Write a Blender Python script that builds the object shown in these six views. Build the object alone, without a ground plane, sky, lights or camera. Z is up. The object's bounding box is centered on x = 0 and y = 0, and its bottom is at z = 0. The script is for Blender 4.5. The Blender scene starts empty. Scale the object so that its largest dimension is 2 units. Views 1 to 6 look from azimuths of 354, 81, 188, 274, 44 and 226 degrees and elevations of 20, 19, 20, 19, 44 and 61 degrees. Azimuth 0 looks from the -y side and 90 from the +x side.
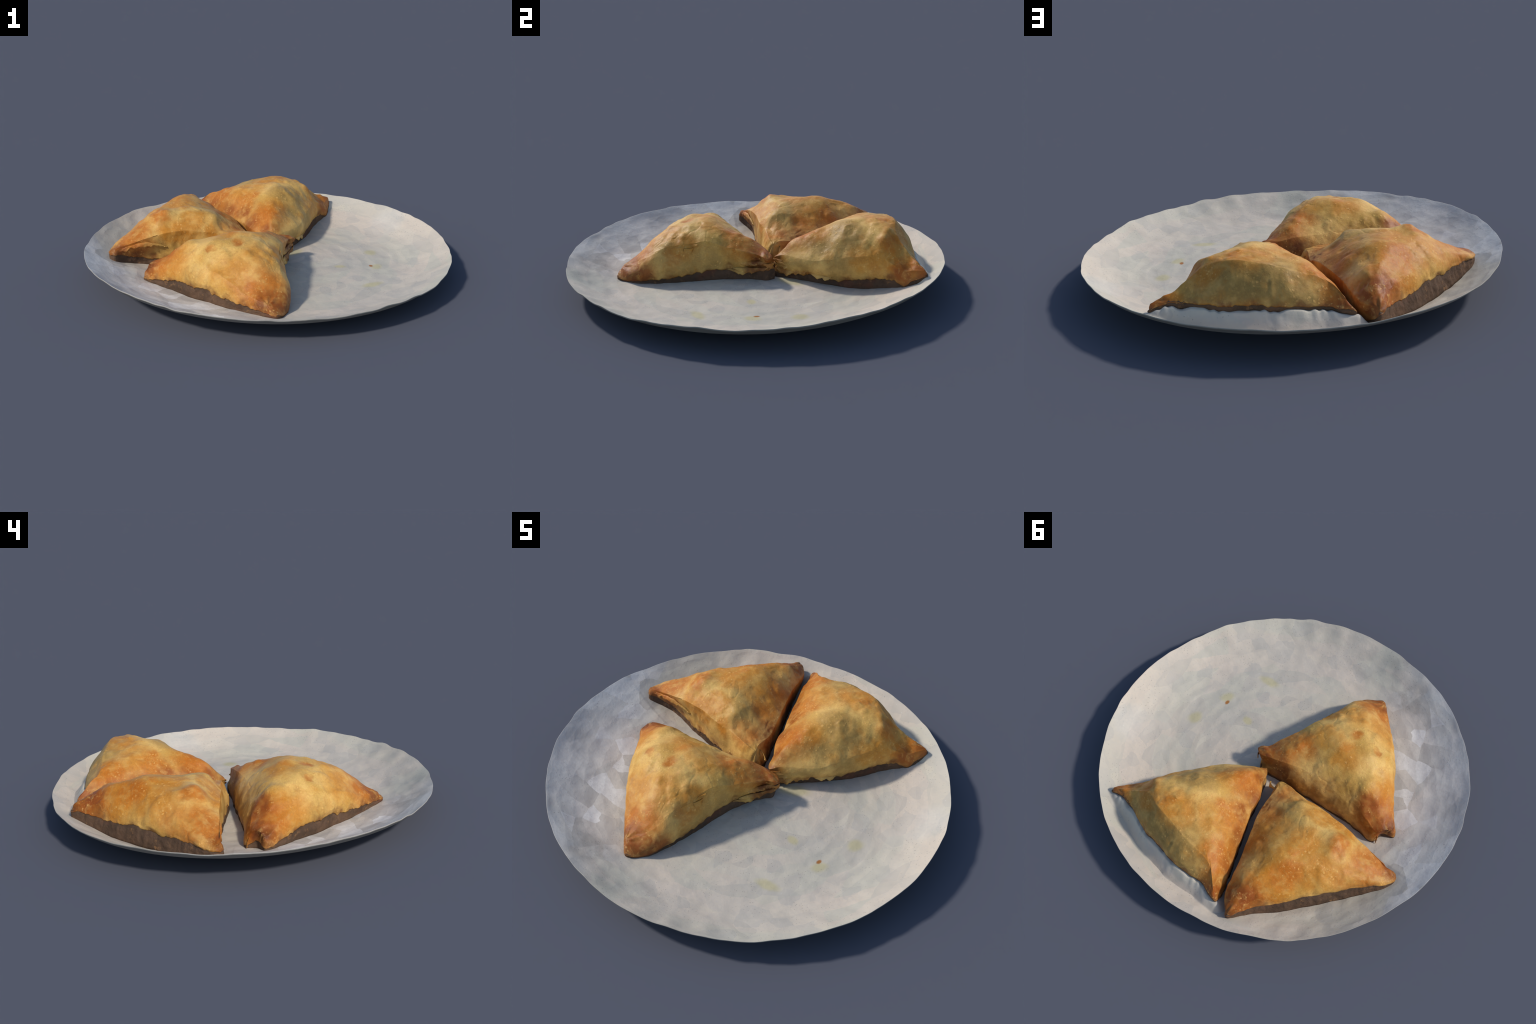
"""Three baked triangular pastries on a shallow, slightly warped hand-made plate."""
import bpy, math
import numpy as np
from mathutils import Vector

TAU = 2 * math.pi


# --------------------------------------------------------------- small maths
def smooth(a, b, x):
    t = np.clip((np.asarray(x, float) - a) / (b - a), 0, 1)
    return t * t * (3 - 2 * t)


class Lattice:
    """Seeded smooth value noise in 3D, range about -1..1."""

    def __init__(self, seed):
        self.g = np.random.default_rng(seed).uniform(-1, 1, (32, 32, 32))

    def __call__(self, p, scale):
        q = np.asarray(p, float) * scale + 100.0
        i = np.floor(q).astype(int)
        f = q - i
        f = f * f * f * (f * (f * 6 - 15) + 10)
        out = 0
        for dx in (0, 1):
            for dy in (0, 1):
                for dz in (0, 1):
                    w = (f[..., 0] if dx else 1 - f[..., 0]) * (f[..., 1] if dy else 1 - f[..., 1]) * (f[..., 2] if dz else 1 - f[..., 2])
                    out = out + w * self.g[(i[..., 0] + dx) % 32, (i[..., 1] + dy) % 32, (i[..., 2] + dz) % 32]
        return out

    def fbm(self, p, scale, octaves=3):
        return sum(self(p, scale * 2.03 ** k) / 1.9 ** k for k in range(octaves))


def ring_spline(keys, at):
    """Closed monotone-ish cubic through the rows of keys (first column is the parameter 0..1)."""
    t, v = keys[:, 0], keys[:, 1:]
    n = len(t)
    tt = np.concatenate([t[-2:] - 1, t, t[:3] + 1])
    vv = np.concatenate([v[-2:], v, v[:3]])
    d = np.diff(vv, axis=0) / np.diff(tt)[:, None]
    m = np.zeros_like(vv)
    h = np.diff(tt)
    for k in range(1, len(tt) - 1):
        w = h[k] / (h[k - 1] + h[k])
        m[k] = w * d[k - 1] + (1 - w) * d[k]
        lim = 2.2 * np.minimum(np.abs(d[k - 1]), np.abs(d[k])) + 0.6 * np.abs(m[k])
        m[k] = np.clip(m[k], -lim, lim)
    k = np.clip(np.searchsorted(tt, at, side="right") - 1, 1, len(tt) - 3)
    hh = (tt[k + 1] - tt[k])[:, None]
    s = ((at - tt[k])[:, None]) / hh
    return ((2 * s**3 - 3 * s**2 + 1) * vv[k] + (s**3 - 2 * s**2 + s) * hh * m[k]
            + (-2 * s**3 + 3 * s**2) * vv[k + 1] + (s**3 - s**2) * hh * m[k + 1])


class Dome:
    """Thin-plate surface z(x, y) through scattered heights."""

    def __init__(self, pts, stiff=2e-4):
        p = np.array(pts, float)
        self.c = p[:, :2]
        n = len(p)
        A = np.zeros((n + 3, n + 3))
        A[:n, :n] = self.k(self.c) + stiff * np.eye(n)
        A[:n, n] = 1
        A[:n, n + 1:] = self.c
        A[n:, :n] = A[:n, n:].T
        self.w = np.linalg.solve(A, np.concatenate([p[:, 2], [0, 0, 0]]))

    def k(self, q):
        d2 = ((q[:, None] - self.c[None]) ** 2).sum(-1)
        return 0.5 * d2 * np.log(d2 + 1e-12)

    def __call__(self, q):
        n = len(self.c)
        return self.k(q) @ self.w[:n] + self.w[n] + q @ self.w[n + 1:]


# --------------------------------------------------------------- mesh helpers
def make_object(name, verts, faces, parent=None, mat=None, smooth_shade=True):
    me = bpy.data.meshes.new(name)
    me.from_pydata([tuple(v) for v in verts], [], faces)
    me.validate()
    if smooth_shade:
        me.polygons.foreach_set("use_smooth", [True] * len(me.polygons))
    me.update()
    ob = bpy.data.objects.new(name, me)
    bpy.context.scene.collection.objects.link(ob)
    if mat:
        me.materials.append(mat)
    if parent:
        ob.parent = parent
    return ob


def grid_faces(rows, cols, start=0, flip=False):
    f = []
    for r in range(rows - 1):
        for c in range(cols):
            a, b = start + r * cols + c, start + r * cols + (c + 1) % cols
            q = (a, b, b + cols, a + cols)
            f.append(q[::-1] if flip else q)
    return f


def fan(center, ring_start, cols, flip=False):
    return [((ring_start + c), (ring_start + (c + 1) % cols), center)[:: -1 if flip else 1] for c in range(cols)]


# --------------------------------------------------------------- node helpers
class Nodes:
    def __init__(self, name):
        self.m = bpy.data.materials.new(name)
        self.m.use_nodes = True
        self.t = self.m.node_tree
        self.b = self.t.nodes["Principled BSDF"]
        self.obj = self.add("ShaderNodeTexCoord").outputs["Object"]

    def add(self, kind, **props):
        n = self.t.nodes.new(kind)
        for k, v in props.items():
            setattr(n, k, v)
        return n

    def put(self, sock, v):
        if isinstance(v, bpy.types.NodeSocket):
            self.t.links.new(v, sock)
        elif isinstance(v, (tuple, list)) and len(v) == 3 and sock.type == "RGBA":
            sock.default_value = (*v, 1)
        else:
            sock.default_value = v

    def math(self, op, a, b=0.0, clamp=False):
        n = self.add("ShaderNodeMath", operation=op, use_clamp=clamp)
        self.put(n.inputs[0], a)
        self.put(n.inputs[1], b)
        return n.outputs[0]

    def vmath(self, op, a, b=(0, 0, 0)):
        n = self.add("ShaderNodeVectorMath", operation=op)
        self.put(n.inputs[0], a)
        self.put(n.inputs[1], b)
        return n.outputs["Value"] if op in ("DISTANCE", "LENGTH", "DOT_PRODUCT") else n.outputs["Vector"]

    def ramp(self, v, lo, hi, a=0.0, b=1.0):
        n = self.add("ShaderNodeMapRange", interpolation_type="SMOOTHSTEP")
        self.put(n.inputs["Value"], v)
        n.inputs["From Min"].default_value, n.inputs["From Max"].default_value = lo, hi
        n.inputs["To Min"].default_value, n.inputs["To Max"].default_value = a, b
        return n.outputs["Result"]

    def noise(self, scale, detail=4.0, rough=0.55, vec=None, color=False, dist=0.0):
        n = self.add("ShaderNodeTexNoise")
        self.put(n.inputs["Vector"], vec or self.obj)
        n.inputs["Scale"].default_value = scale
        n.inputs["Detail"].default_value = detail
        n.inputs["Roughness"].default_value = rough
        n.inputs["Distortion"].default_value = dist
        return n.outputs["Color" if color else "Fac"]

    def voronoi(self, scale, vec=None, out="Distance", feature="F1", rand=1.0):
        n = self.add("ShaderNodeTexVoronoi", feature=feature)
        self.put(n.inputs["Vector"], vec or self.obj)
        n.inputs["Scale"].default_value = scale
        n.inputs["Randomness"].default_value = rand
        return n.outputs[out]

    def mix(self, fac, a, b, blend="MIX"):
        n = self.add("ShaderNodeMix", data_type="RGBA", blend_type=blend)
        self.put(n.inputs[0], fac)
        self.put(n.inputs[6], a)
        self.put(n.inputs[7], b)
        return n.outputs[2]

    def scaled(self, s, vec=None):
        return self.vmath("MULTIPLY", vec or self.obj, s)

    def warp(self, scale, amount, vec=None, detail=3.0):
        c = self.noise(scale, detail, vec=vec, color=True)
        c = self.vmath("SUBTRACT", c, (0.5, 0.5, 0.5))
        return self.vmath("ADD", vec or self.obj, self.vmath("MULTIPLY", c, (amount,) * 3))

    def bump(self, height, strength, distance, normal=None):
        n = self.add("ShaderNodeBump")
        n.inputs["Strength"].default_value = strength
        n.inputs["Distance"].default_value = distance
        self.put(n.inputs["Height"], height)
        if normal:
            self.put(n.inputs["Normal"], normal)
        return n.outputs["Normal"]

    def patches(self, vec, spots, origin):
        """Soft union of round patches given as (x, y, z, radius, strength) in scene coordinates."""
        total = None
        for x, y, z, r, s in spots:
            d = self.vmath("DISTANCE", vec, (x - origin[0], y - origin[1], z))
            f = self.ramp(d, r * 0.45, r * 1.25, s, 0.0)
            total = f if total is None else self.math("MAXIMUM", total, f)
        return total


def srgb(r, g, b):
    return tuple(((c / 255) / 12.92 if c / 255 <= 0.04045 else ((c / 255 + 0.055) / 1.055) ** 2.4) for c in (r, g, b))


# =============================================================== the plate
RIM_R = (0.9985, ((0.0033, -0.0001), (0.0008, 0.0002), (-0.0019, 0.0007), (-0.0018, -0.0006), (0.0015, 0.0), (0.0002, 0.0015)))
RIM_Z = (0.1421, ((-0.0171, 0.0116), (0.0013, 0.0065), (-0.0002, -0.0010), (-0.0017, 0.0017)))
WELL_Z = 0.007
BANK = ((0.505, 0.800, 0.128), (0.42, 0.792, 0.146), (0.31, 0.800, 0.150), (0.175, 0.829, 0.153), (0.06, 0.827, 0.156), (-0.05, 0.832, 0.156), (-0.14, 0.818, 0.154), (-0.225, 0.796, 0.150), (-0.30, 0.806, 0.146), (-0.352, 0.808, 0.140))


def harmonic(series, a):
    out = series[0] + 0 * a
    for k, (c, s) in enumerate(series[1], 1):
        out = out + c * np.cos(k * a) + s * np.sin(k * a)
    return out


def dish(r, a):
    """Profile of the dish: the far side from the pastries turns up later and more sharply."""
    power = 2.65 + 0.5 * np.cos(a + 0.2) - 0.3 * np.clip(np.sin(a), 0, 1) + 0.4 * np.exp(-(((a - 2.55) / 0.5) ** 2))
    return WELL_Z + (harmonic(RIM_Z, a) - WELL_Z) * np.clip((r - 0.5) / 0.5, 0, None) ** power


def plate_z(x, y):
    """Upper surface of the plate: a flat well that curves up to the uneven rim."""
    x, y = np.asarray(x, float), np.asarray(y, float)
    r, a = np.hypot(x, y), np.arctan2(y, x)
    z = dish(r, a) + 0.012 * np.exp(-(((x - 0.20) / 0.27) ** 2 + ((y - 0.12) / 0.42) ** 2))
    # behind the rear pastry the clay is drawn up in a bank against the dough
    q = np.stack([x, y], -1)
    best = np.full(x.shape, -1.0)
    for (ax, ay, az), (bx, by, bz) in zip(BANK[:-1], BANK[1:]):
        e = np.array([bx - ax, by - ay])
        u = np.clip(((q - (ax, ay)) @ e) / (e @ e), 0, 1)
        d = np.hypot(x - ax - u * e[0], y - ay - u * e[1])
        best = np.maximum(best, az + u * (bz - az) - 1.1 * np.maximum(d - 0.010, 0))
    best = best + (0.004 * np.sin(31 * x + 2 * np.sin(17 * x)) + 0.003 * np.sin(97 * x + 3 * np.sin(29 * x) + 60 * y)) * smooth(0.11, 0.15, best)
    k = 0.012
    h = np.clip(0.5 + 0.5 * (best - z) / k, 0, 1)
    return z + (np.maximum(best, z) - z + k * 0.5 * h * (1 - h)) * (best > -0.5) * (h > 0)


def build_plate():
    n1, n2 = Lattice(3), Lattice(4)
    cols = 720
    a = np.arange(cols) * TAU / cols
    ring = np.stack([np.cos(a), np.sin(a), 0 * a], -1)
    wob_r = (0.0035 * n1.fbm(ring, 6.0, 2) + 0.0022 * n2(ring, 15.0)) * (0.6 + 0.7 * np.abs(n2(ring + 8, 1.5)))
    wob_z = 0.0055 * n2.fbm(ring + 5, 6.5, 2) + 0.002
    R = harmonic(RIM_R, a) + wob_r + 0.001
    ts = np.concatenate([np.linspace(0.012, 0.6, 70), np.linspace(0.606, 0.985, 90), [0.991, 0.996, 0.999, 1.0]])
    rows = []
    for t in ts:
        x, y = R * t * np.cos(a), R * t * np.sin(a)
        p = np.stack([x, y, 0 * x], -1)
        rise = smooth(0.45, 0.95, t)
        z = plate_z(x, y) + wob_z * smooth(0.8, 1.0, t) * t
        z = z + (0.0018 + 0.0032 * rise) * n1.fbm(p * np.array([1, 1, 0]), 8.0, 2) * (1 - 0.6 * smooth(0.97, 1, t)) + 0.0008 * n2(p, 26)
        z = z + 0.0006 * np.sin(62 * t + 2.2 * n2.fbm(p, 3.0, 2)) * smooth(0.25, 0.5, t) * (1 - smooth(0.95, 1, t))
        rows.append(np.stack([x, y, np.maximum(z, 0.0035)], -1))
    top = len(rows)
    edge = rows[-1]
    # rolled edge, then the underside following the well down to the foot
    for dr, dz in ((0.0006, 0.002), (0.0, 0.0055), (-0.003, 0.009), (-0.010, 0.0115)):
        k = 1 + dr / np.hypot(edge[:, 0], edge[:, 1])
        rows.append(np.stack([edge[:, 0] * k, edge[:, 1] * k, edge[:, 2] - dz], -1))
    for t in (0.97, 0.93, 0.88, 0.82, 0.75, 0.68, 0.6, 0.5, 0.35, 0.2, 0.05):
        x, y = R * t * np.cos(a), R * t * np.sin(a)
        r = np.hypot(x, y)
        rows.append(np.stack([x, y, np.maximum(dish(r, a) + 0.017 * np.clip(np.sin(a + 0.15), 0, 1) ** 2 * smooth(0.5, 0.7, t) * (1 - smooth(0.85, 0.97, t)) - 0.006 - 0.005 * smooth(0.9, 0.98, t), 0.0)], -1))
    verts = list(np.concatenate(rows))
    faces = grid_faces(len(rows), cols, flip=False)
    c0 = len(verts)
    verts += [np.array([0, 0, WELL_Z]), np.array([0, 0, 0.0])]
    faces += fan(c0, 0, cols, flip=True) + fan(c0 + 1, (len(rows) - 1) * cols, cols)
    ob = make_object("plate", verts, faces, None, plate_material())
    ob["label"] = "shallow round off-white hand-made plate with wavy rim"
    ob["category"] = "plate"
    return ob


STAINS = ((0.511, -0.353, 0.075, 0.035, 20), (0.62, 0.13, 0.04, 0.05, 0), (0.397, -0.078, 0.035, 0.026, 0), (0.60, -0.10, 0.05, 0.035, 60), (0.16, 0.16, 0.10, 0.05, 40))


def plate_material():
    N = Nodes("glazed_clay")
    P = N.obj
    W = N.warp(3.2, 0.16)
    base = N.mix(N.ramp(N.noise(2.3, 3, vec=W), 0.38, 0.62), srgb(206, 191, 172), srgb(198, 188, 169))
    # tool-mark facets, longer along the turning direction
    sx = N.add("ShaderNodeSeparateXYZ")
    N.put(sx.inputs[0], N.warp(5, 0.07))
    x, y = sx.outputs[0], sx.outputs[1]
    r = N.math("SQRT", N.math("ADD", N.math("MULTIPLY", x, x), N.math("ADD", N.math("MULTIPLY", y, y), 1e-4)))
    cv = N.add("ShaderNodeCombineXYZ")
    N.put(cv.inputs[0], N.math("MULTIPLY", r, 12.0))
    N.put(cv.inputs[1], N.math("MULTIPLY", N.math("DIVIDE", x, r), 3.2))
    N.put(cv.inputs[2], N.math("MULTIPLY", N.math("DIVIDE", y, r), 3.2))
    sep = N.add("ShaderNodeSeparateColor")
    N.put(sep.inputs[0], N.voronoi(1.0, vec=cv.outputs[0], out="Color"))
    base = N.mix(N.ramp(sep.outputs[0], 0.45, 0.95, 0, 0.42), base, srgb(176, 169, 158))
    base = N.mix(N.ramp(sep.outputs[1], 0.55, 1.0, 0, 0.5), base, srgb(210, 194, 176))
    base = N.mix(N.ramp(sep.outputs[2], 0.6, 1.0, 0, 0.35), base, srgb(198, 194, 174))
    sep2 = N.add("ShaderNodeSeparateColor")
    N.put(sep2.inputs[0], N.voronoi(11.0, vec=N.warp(7, 0.08), out="Color"))
    base = N.mix(N.ramp(sep2.outputs[0], 0.55, 1.0, 0, 0.4), base, srgb(174, 169, 160))
    base = N.mix(N.ramp(N.noise(5.5, 4, vec=W), 0.52, 0.74, 0, 0.2), base, srgb(178, 173, 162))
    # rim side turned from the sun is painted lighter to offset its shade
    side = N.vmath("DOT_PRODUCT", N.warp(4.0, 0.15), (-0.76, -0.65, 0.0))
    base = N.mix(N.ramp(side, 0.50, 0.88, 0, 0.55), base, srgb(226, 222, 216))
    cv2 = N.add("ShaderNodeCombineXYZ")
    N.put(cv2.inputs[0], N.math("MULTIPLY", r, 8.0))
    N.put(cv2.inputs[1], N.math("MULTIPLY", N.math("DIVIDE", x, r), 5.5))
    N.put(cv2.inputs[2], N.math("MULTIPLY", N.math("DIVIDE", y, r), 5.5))
    wedge = N.add("ShaderNodeSeparateColor")
    N.put(wedge.inputs[0], N.voronoi(1.0, vec=cv2.outputs[0], out="Color"))
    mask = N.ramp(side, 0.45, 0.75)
    base = N.mix(N.math("MULTIPLY", N.ramp(wedge.outputs[0], 0.55, 0.85), N.math("MULTIPLY", mask, 0.45)), base, srgb(168, 161, 152))
    base = N.mix(N.math("MULTIPLY", N.ramp(wedge.outputs[1], 0.58, 0.88), N.math("MULTIPLY", mask, 0.5)), base, srgb(240, 236, 230))
    # dark grey patches and a few pale patches near the rim
    SW = N.warp(6.0, 0.12)
    for cx, cy, rad, amt in ((-0.15, -0.85, 0.13, 0.65), (-0.30, -0.83, 0.10, 0.4), (0.03, -0.93, 0.10, 0.4), (-0.78, -0.48, 0.11, 0.25), (-0.86, -0.30, 0.10, 0.2),
                             (0.18, -0.84, 0.12, 0.3), (0.48, -0.84, 0.16, 0.25), (-0.45, -0.86, 0.09, 0.3)):
        d = N.vmath("DISTANCE", SW, (cx, cy, 0.08))
        base = N.mix(N.math("MULTIPLY", N.ramp(d, rad * 0.5, rad * 1.2, amt, 0), N.ramp(N.noise(13, 4), 0.35, 0.55, 0.35, 1.0)), base, srgb(160, 151, 139))
    for cx, cy, rad, amt in ((-0.60, -0.70, 0.10, 0.7), (-0.66, -0.55, 0.08, 0.6), (-0.62, -0.15, 0.0, 0), (0.80, 0.45, 0.12, 0.3)):
        if rad:
            d = N.vmath("DISTANCE", SW, (cx, cy, 0.09))
            base = N.mix(N.ramp(d, rad * 0.3, rad * 1.3, amt, 0), base, srgb(214, 208, 198))
    base = N.mix(N.ramp(N.noise(60, 4), 0.35, 0.75, 0, 0.25), base, srgb(184, 177, 168))
    # faint fat stains
    for x, y, rx, ry, rot in STAINS:
        m = N.add("ShaderNodeMapping", vector_type="TEXTURE")
        N.put(m.inputs["Vector"], N.warp(14, 0.03))
        m.inputs["Location"].default_value = (x, y, 0.01)
        m.inputs["Rotation"].default_value = (0, 0, math.radians(rot))
        m.inputs["Scale"].default_value = (rx, ry, 1.0)
        d = N.vmath("LENGTH", m.outputs["Vector"])
        base = N.mix(N.ramp(d, 0.45, 1.15, 0.6, 0), base, srgb(190, 178, 128))
    d = N.vmath("DISTANCE", N.scaled((1, 0.7, 0.2), N.warp(60, 0.006)), (0.573, -0.053, 0.003))
    base = N.mix(N.ramp(d, 0.006, 0.014, 0.95, 0), base, srgb(165, 105, 45))
    # tiny dark and pale specks in the glaze
    v = N.voronoi(75, vec=N.scaled((1, 1, 0.3)))
    gate = N.ramp(N.noise(7, 2), 0.42, 0.6)
    base = N.mix(N.math("MULTIPLY", N.ramp(v, 0.10, 0.2, 0.5, 0), gate), base, srgb(116, 108, 100))
    v2 = N.voronoi(21)
    base = N.mix(N.ramp(v2, 0.03, 0.06, 0.35, 0), base, srgb(222, 222, 220))
    # the underside and edge are coloured a duller grey
    g = N.add("ShaderNodeNewGeometry")
    gz = N.add("ShaderNodeSeparateXYZ")
    N.put(gz.inputs[0], g.outputs["True Normal"])
    base = N.mix(N.ramp(gz.outputs[2], 0.1, 0.6, 0.9, 0), base, srgb(150, 145, 136))
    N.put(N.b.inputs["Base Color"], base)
    N.b.inputs["Roughness"].default_value = 0.62
    N.b.inputs["Specular IOR Level"].default_value = 0.25
    h = N.math("ADD", N.noise(16, 4), N.math("MULTIPLY", N.noise(90, 3), 0.15))
    h = N.math("ADD", h, N.math("MULTIPLY", N.voronoi(1.6, vec=cv.outputs[0]), 0.9))
    N.put(N.b.inputs["Normal"], N.bump(h, 0.26, 0.012))
    return N.m


# =============================================================== the pastries
PALE, CREAM, OLIVE = srgb(200, 158, 82), srgb(226, 186, 112), srgb(154, 124, 68)
GOLD, ORANGE, RUST, BROWN, DARK = srgb(190, 120, 28), srgb(180, 100, 20), srgb(138, 70, 24), srgb(86, 44, 20), srgb(80, 60, 50)


def pastry_material(name, origin, layers, stations, speck=1.0):
    """Baked dough: pale base, then browned layers where patches say so, with blisters and fine grain."""
    N = Nodes(name)
    W = N.warp(7.0, 0.11, detail=5.0)
    W2 = N.warp(22.0, 0.035, vec=W, detail=3.0)
    col = N.mix(N.ramp(N.noise(5.0, 5, vec=W), 0.35, 0.65), PALE, CREAM)
    col = N.mix(N.ramp(N.noise(7.5, 5, 0.6), 0.52, 0.70, 0, 0.55), col, srgb(172, 142, 86))
    brown = None
    for colour, spots, top in layers:
        m = N.patches(W2, spots, origin)
        m = N.math("MULTIPLY", m, N.ramp(N.noise(15, 5, 0.62), 0.28, 0.56, 0.45, 1.0))
        m = N.math("MULTIPLY", m, top)
        col = N.mix(m, col, colour)
        if colour in (GOLD, ORANGE, RUST, BROWN):
            brown = m if brown is None else N.math("MAXIMUM", brown, m)
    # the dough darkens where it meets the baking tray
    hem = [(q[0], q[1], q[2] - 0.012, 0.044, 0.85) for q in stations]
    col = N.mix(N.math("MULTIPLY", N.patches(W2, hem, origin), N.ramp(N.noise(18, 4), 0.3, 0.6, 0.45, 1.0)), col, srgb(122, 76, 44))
    # mottled toasting everywhere, in clouds
    cloud = N.ramp(N.noise(10, 5, 0.6, dist=0.6), 0.52, 0.64, 0, 0.5)
    col = N.mix(cloud, col, N.mix(0.5, col, GOLD))
    # flaky skin: uneven cream and toasted scraps a centimetre or two across
    fl = N.noise(24, 8, 0.68, dist=0.8)
    col = N.mix(N.ramp(fl, 0.50, 0.66, 0, 0.45), col, N.mix(0.55, col, CREAM))
    col = N.mix(N.ramp(fl, 0.48, 0.34, 0, 0.40), col, N.mix(0.6, col, srgb(150, 96, 40)))
    # fine flecks: tiny pale blisters on toasted skin, dark pinpricks elsewhere
    vw = N.warp(45, 0.018)
    cell = N.add("ShaderNodeSeparateColor")
    N.put(cell.inputs[0], N.voronoi(62, vec=vw, out="Color"))
    v = N.math("DIVIDE", N.voronoi(62, vec=vw), N.math("ADD", N.math("MULTIPLY", cell.outputs[0], 1.5), 0.15))
    clumps = N.ramp(N.noise(12, 4), 0.46, 0.62)
    blis = N.math("MULTIPLY", N.ramp(v, 0.12, 0.30, 1.0, 0.0), clumps)
    blis = N.math("MULTIPLY", blis, speck)
    col = N.mix(N.math("MULTIPLY", blis, 0.45), col, srgb(236, 188, 112))
    pits = N.math("MULTIPLY", N.ramp(N.voronoi(55), 0.05, 0.13, 0.5, 0), N.ramp(N.noise(9, 2), 0.5, 0.62))
    col = N.mix(pits, col, srgb(120, 78, 40))
    grain = N.noise(120, 4, 0.7)
    col = N.mix(0.22, col, N.mix(N.ramp(grain, 0.3, 0.7), srgb(150, 110, 60), srgb(232, 205, 150)), "OVERLAY")
    N.put(N.b.inputs["Base Color"], col)
    N.b.inputs["Roughness"].default_value = 0.50
    N.b.inputs["Specular IOR Level"].default_value = 0.22
    h = N.math("ADD", N.math("MULTIPLY", blis, 0.5), N.math("MULTIPLY", N.noise(38, 5, 0.6), 0.9))
    h = N.math("ADD", h, N.math("MULTIPLY", grain, 0.2))
    N.put(N.b.inputs["Normal"], N.bump(h, 0.30, 0.008))
    return N.m


def crust_material():
    N = Nodes("dark_underside")
    s = N.scaled((1, 1, 0.9))
    col = N.mix(N.ramp(N.noise(9, 5, vec=s), 0.35, 0.65), srgb(104, 80, 62), srgb(84, 66, 52))
    col = N.mix(N.ramp(N.noise(40, 4, vec=s), 0.5, 0.75, 0, 0.4), col, srgb(64, 50, 42))
    col = N.mix(N.ramp(N.noise(6, 3), 0.58, 0.72, 0, 0.6), col, srgb(108, 66, 48))
    col = N.mix(N.ramp(N.noise(26, 7, 0.72), 0.56, 0.68, 0, 0.7), col, srgb(146, 108, 72))
    N.put(N.b.inputs["Base Color"], col)
    N.b.inputs["Roughness"].default_value = 0.8
    N.b.inputs["Specular IOR Level"].default_value = 0.15
    N.put(N.b.inputs["Normal"], N.bump(N.noise(45, 5), 0.5, 0.01))
    return N.m


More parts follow.
